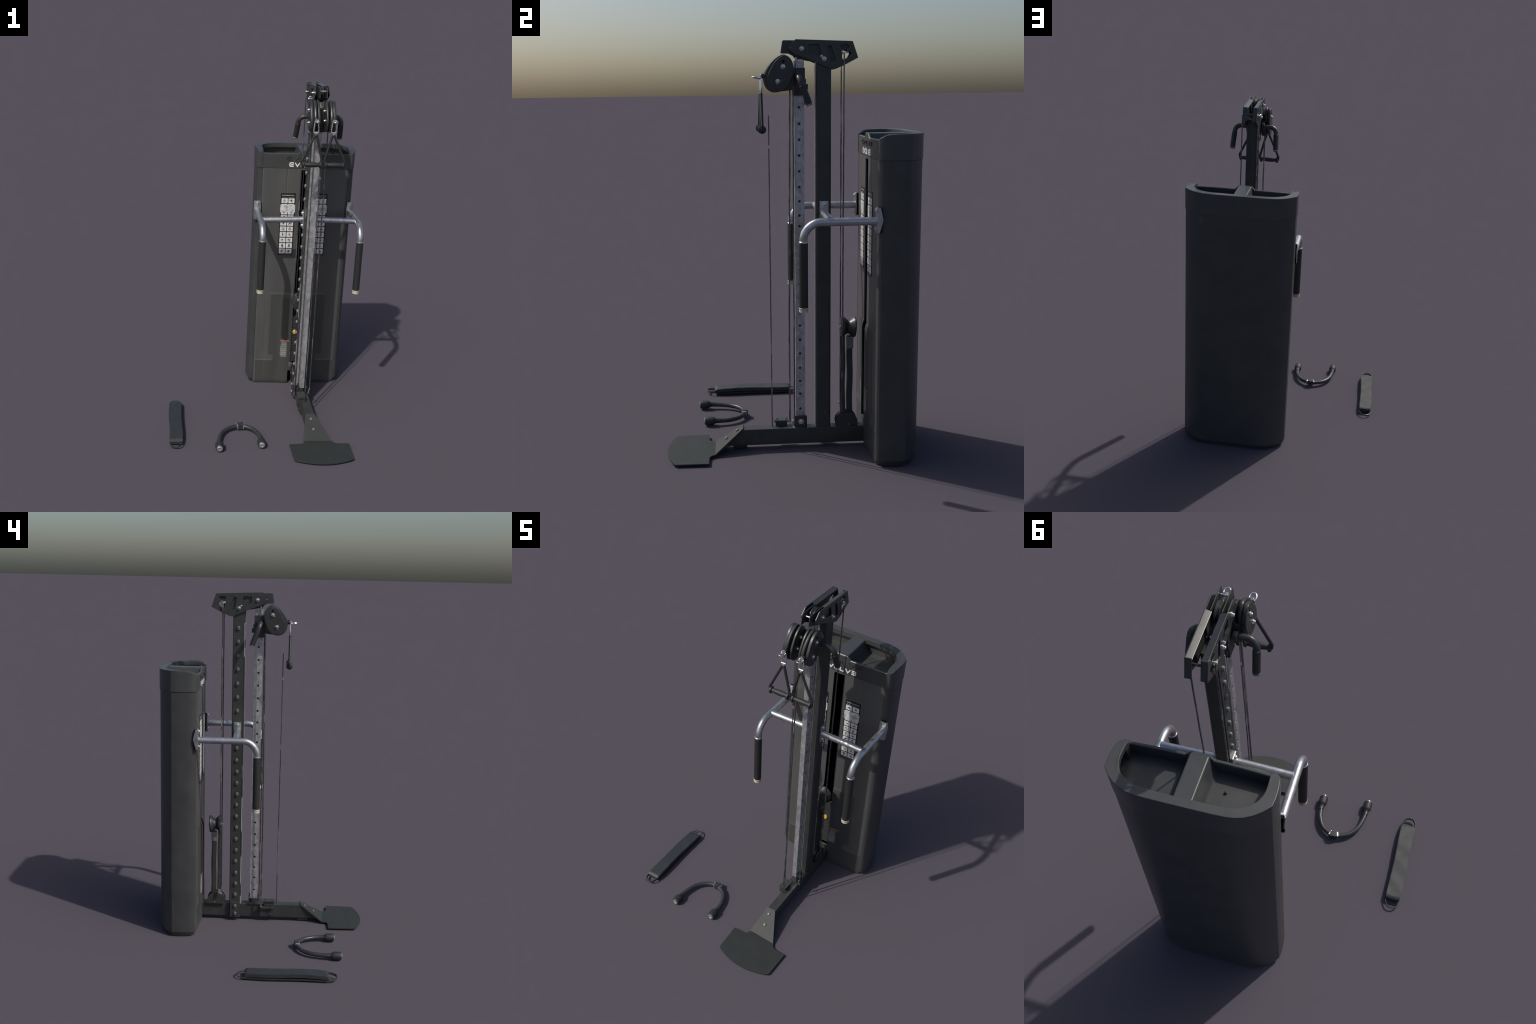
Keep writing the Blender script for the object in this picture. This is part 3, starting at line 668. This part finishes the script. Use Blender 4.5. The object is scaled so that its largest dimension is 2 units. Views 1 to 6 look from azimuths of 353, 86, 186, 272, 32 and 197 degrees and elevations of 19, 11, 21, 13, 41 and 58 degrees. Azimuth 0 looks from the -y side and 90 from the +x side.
# ------------------------------------------------------------------ pull rope on the floor
rope = root("pull_rope", (-.16, -.33, 0), "curved black pull rope with two stoppers and steel clasp", "gym rope")
rope_off = Matrix.Translation((.16, .33, 0))
def loose(name, me, mat, parent):
    me.transform(Matrix.Translation(-parent.location)); return add(name, me, mat, parent)
rp = smooth_path([(-.284, -.415, .024), (-.281, -.355, .023), (-.262, -.288, .022), (-.225, -.240, .022), (-.178, -.216, .023), (-.146, -.212, .024), (-.112, -.222, .023), (-.076, -.250, .022), (-.050, -.300, .022), (-.042, -.350, .023), (-.041, -.385, .024)], 6)
loose("rope_cord", tube(rp, .0123, 16), "rubber", rope).data.materials[0] = M["dark"]
for end, d in (((-.2845, -.405, .024), (-.0005, -1, 0)), ((-.041, -.376, .024), (.004, -1, 0))):
    loose("rope_stopper", lathe([(0, -.012), (.0135, -.012), (.0145, -.002), (.019, .004), (.0235, .010), (.0240, .040), (.0222, .051), (.0175, .055), (0, .055)], end, d, 24), "rubber", rope)
    loose("stopper_cap", lathe([(.006, .052), (.0175, .052), (.0175, .057), (.012, .060), (.008, .060), (.006, .0555), (0, .0555)], end, d, 24), "bright", rope)
    loose("rope_ferrule", lathe([(0, -.03), (.0132, -.03), (.0136, -.012), (0, -.012)], end, d, 20), "dark", rope)
cl = box(-.018, .018, -.0155, .0155, -.0165, .0175, .003); cl.transform(Matrix.Translation((-.146, -.2115, .024)) @ Matrix.Rotation(.06, 4, 'Z'))
loose("rope_clasp", cl, "dark", rope)
for dx in (-.0205, .0205):
    c2 = box(-.004, .004, -.0145, .0145, -.0145, .0145, .004); c2.transform(Matrix.Translation((-.146+dx, -.2125-.003, .024)) @ Matrix.Rotation(-.3*math.copysign(1, dx), 4, 'Z'))
    loose("clasp_ring", c2, "bright", rope)

# ------------------------------------------------------------------ strap on the floor
strap = root("ankle_strap", (-.5285, -.155, 0), "flat folded black webbing strap with steel end rings", "gym strap")
def strap_mesh(z_off, th, y0, y1, curl=.020, lift=.006):
    bm = bmesh.new(); R = []; n = 44
    for i in range(n+1):
        t = i/n; y = y0+(y1-y0)*t; x = -.5285+.002*math.sin(t*7)
        end = min(t, 1-t)*(y1-y0)
        drop = curl*max(0, 1-end/.012)**2
        z = z_off+lift*(math.sin(t*math.pi)+.35*math.sin(t*7))-drop
        hw = .0370+.0012*math.sin(t*9+1)
        R.append([bm.verts.new(p) for p in ((x-hw, y, z-th), (x+hw, y, z-th), (x+hw, y, z-.0006*math.sin(i*.9)), (x+hw*.3, y, z+.0012*math.sin(i*.6)), (x-hw*.3, y, z+.001*math.sin(i*.5+2)), (x-hw, y, z))])
    for a, b in zip(R, R[1:]):
        for k in range(6): bm.faces.new((a[k], a[(k+1) % 6], b[(k+1) % 6], b[k]))
    bm.faces.new(R[0]); bm.faces.new(R[-1]); bmesh.ops.recalc_face_normals(bm, faces=bm.faces)
    es = [e for e in bm.edges if e.calc_face_angle(0) > .8]; bmesh.ops.bevel(bm, geom=es, offset=.0025, segments=2, affect='EDGES')
    return to_mesh(bm)
loose("strap_upper", strap_mesh(.035, .021, -.376, .072, .008), "strap", strap)
loose("strap_lower", strap_mesh(.013, .009, -.366, .062, .001, .001), "strap", strap)
for y, s in ((.072, 1), (-.378, -1)):
    pts = [(-.5285-.033, y-s*.014, .012), (-.5285-.033, y+s*.012, .012), (-.5285-.020, y+s*.036, .014), (-.5285, y+s*.042, .016), (-.5285+.020, y+s*.036, .016), (-.5285+.033, y+s*.012, .018), (-.5285+.033, y-s*.014, .018)]
    P = smooth_path(pts, 5)
    loose("strap_ring", tube(P, .0035, 8), "dark", strap)
    if s < 0:
        loose("strap_ring", tube([p+Vector((0, 0, .008)) for p in P], .0028, 8), "dark", strap)
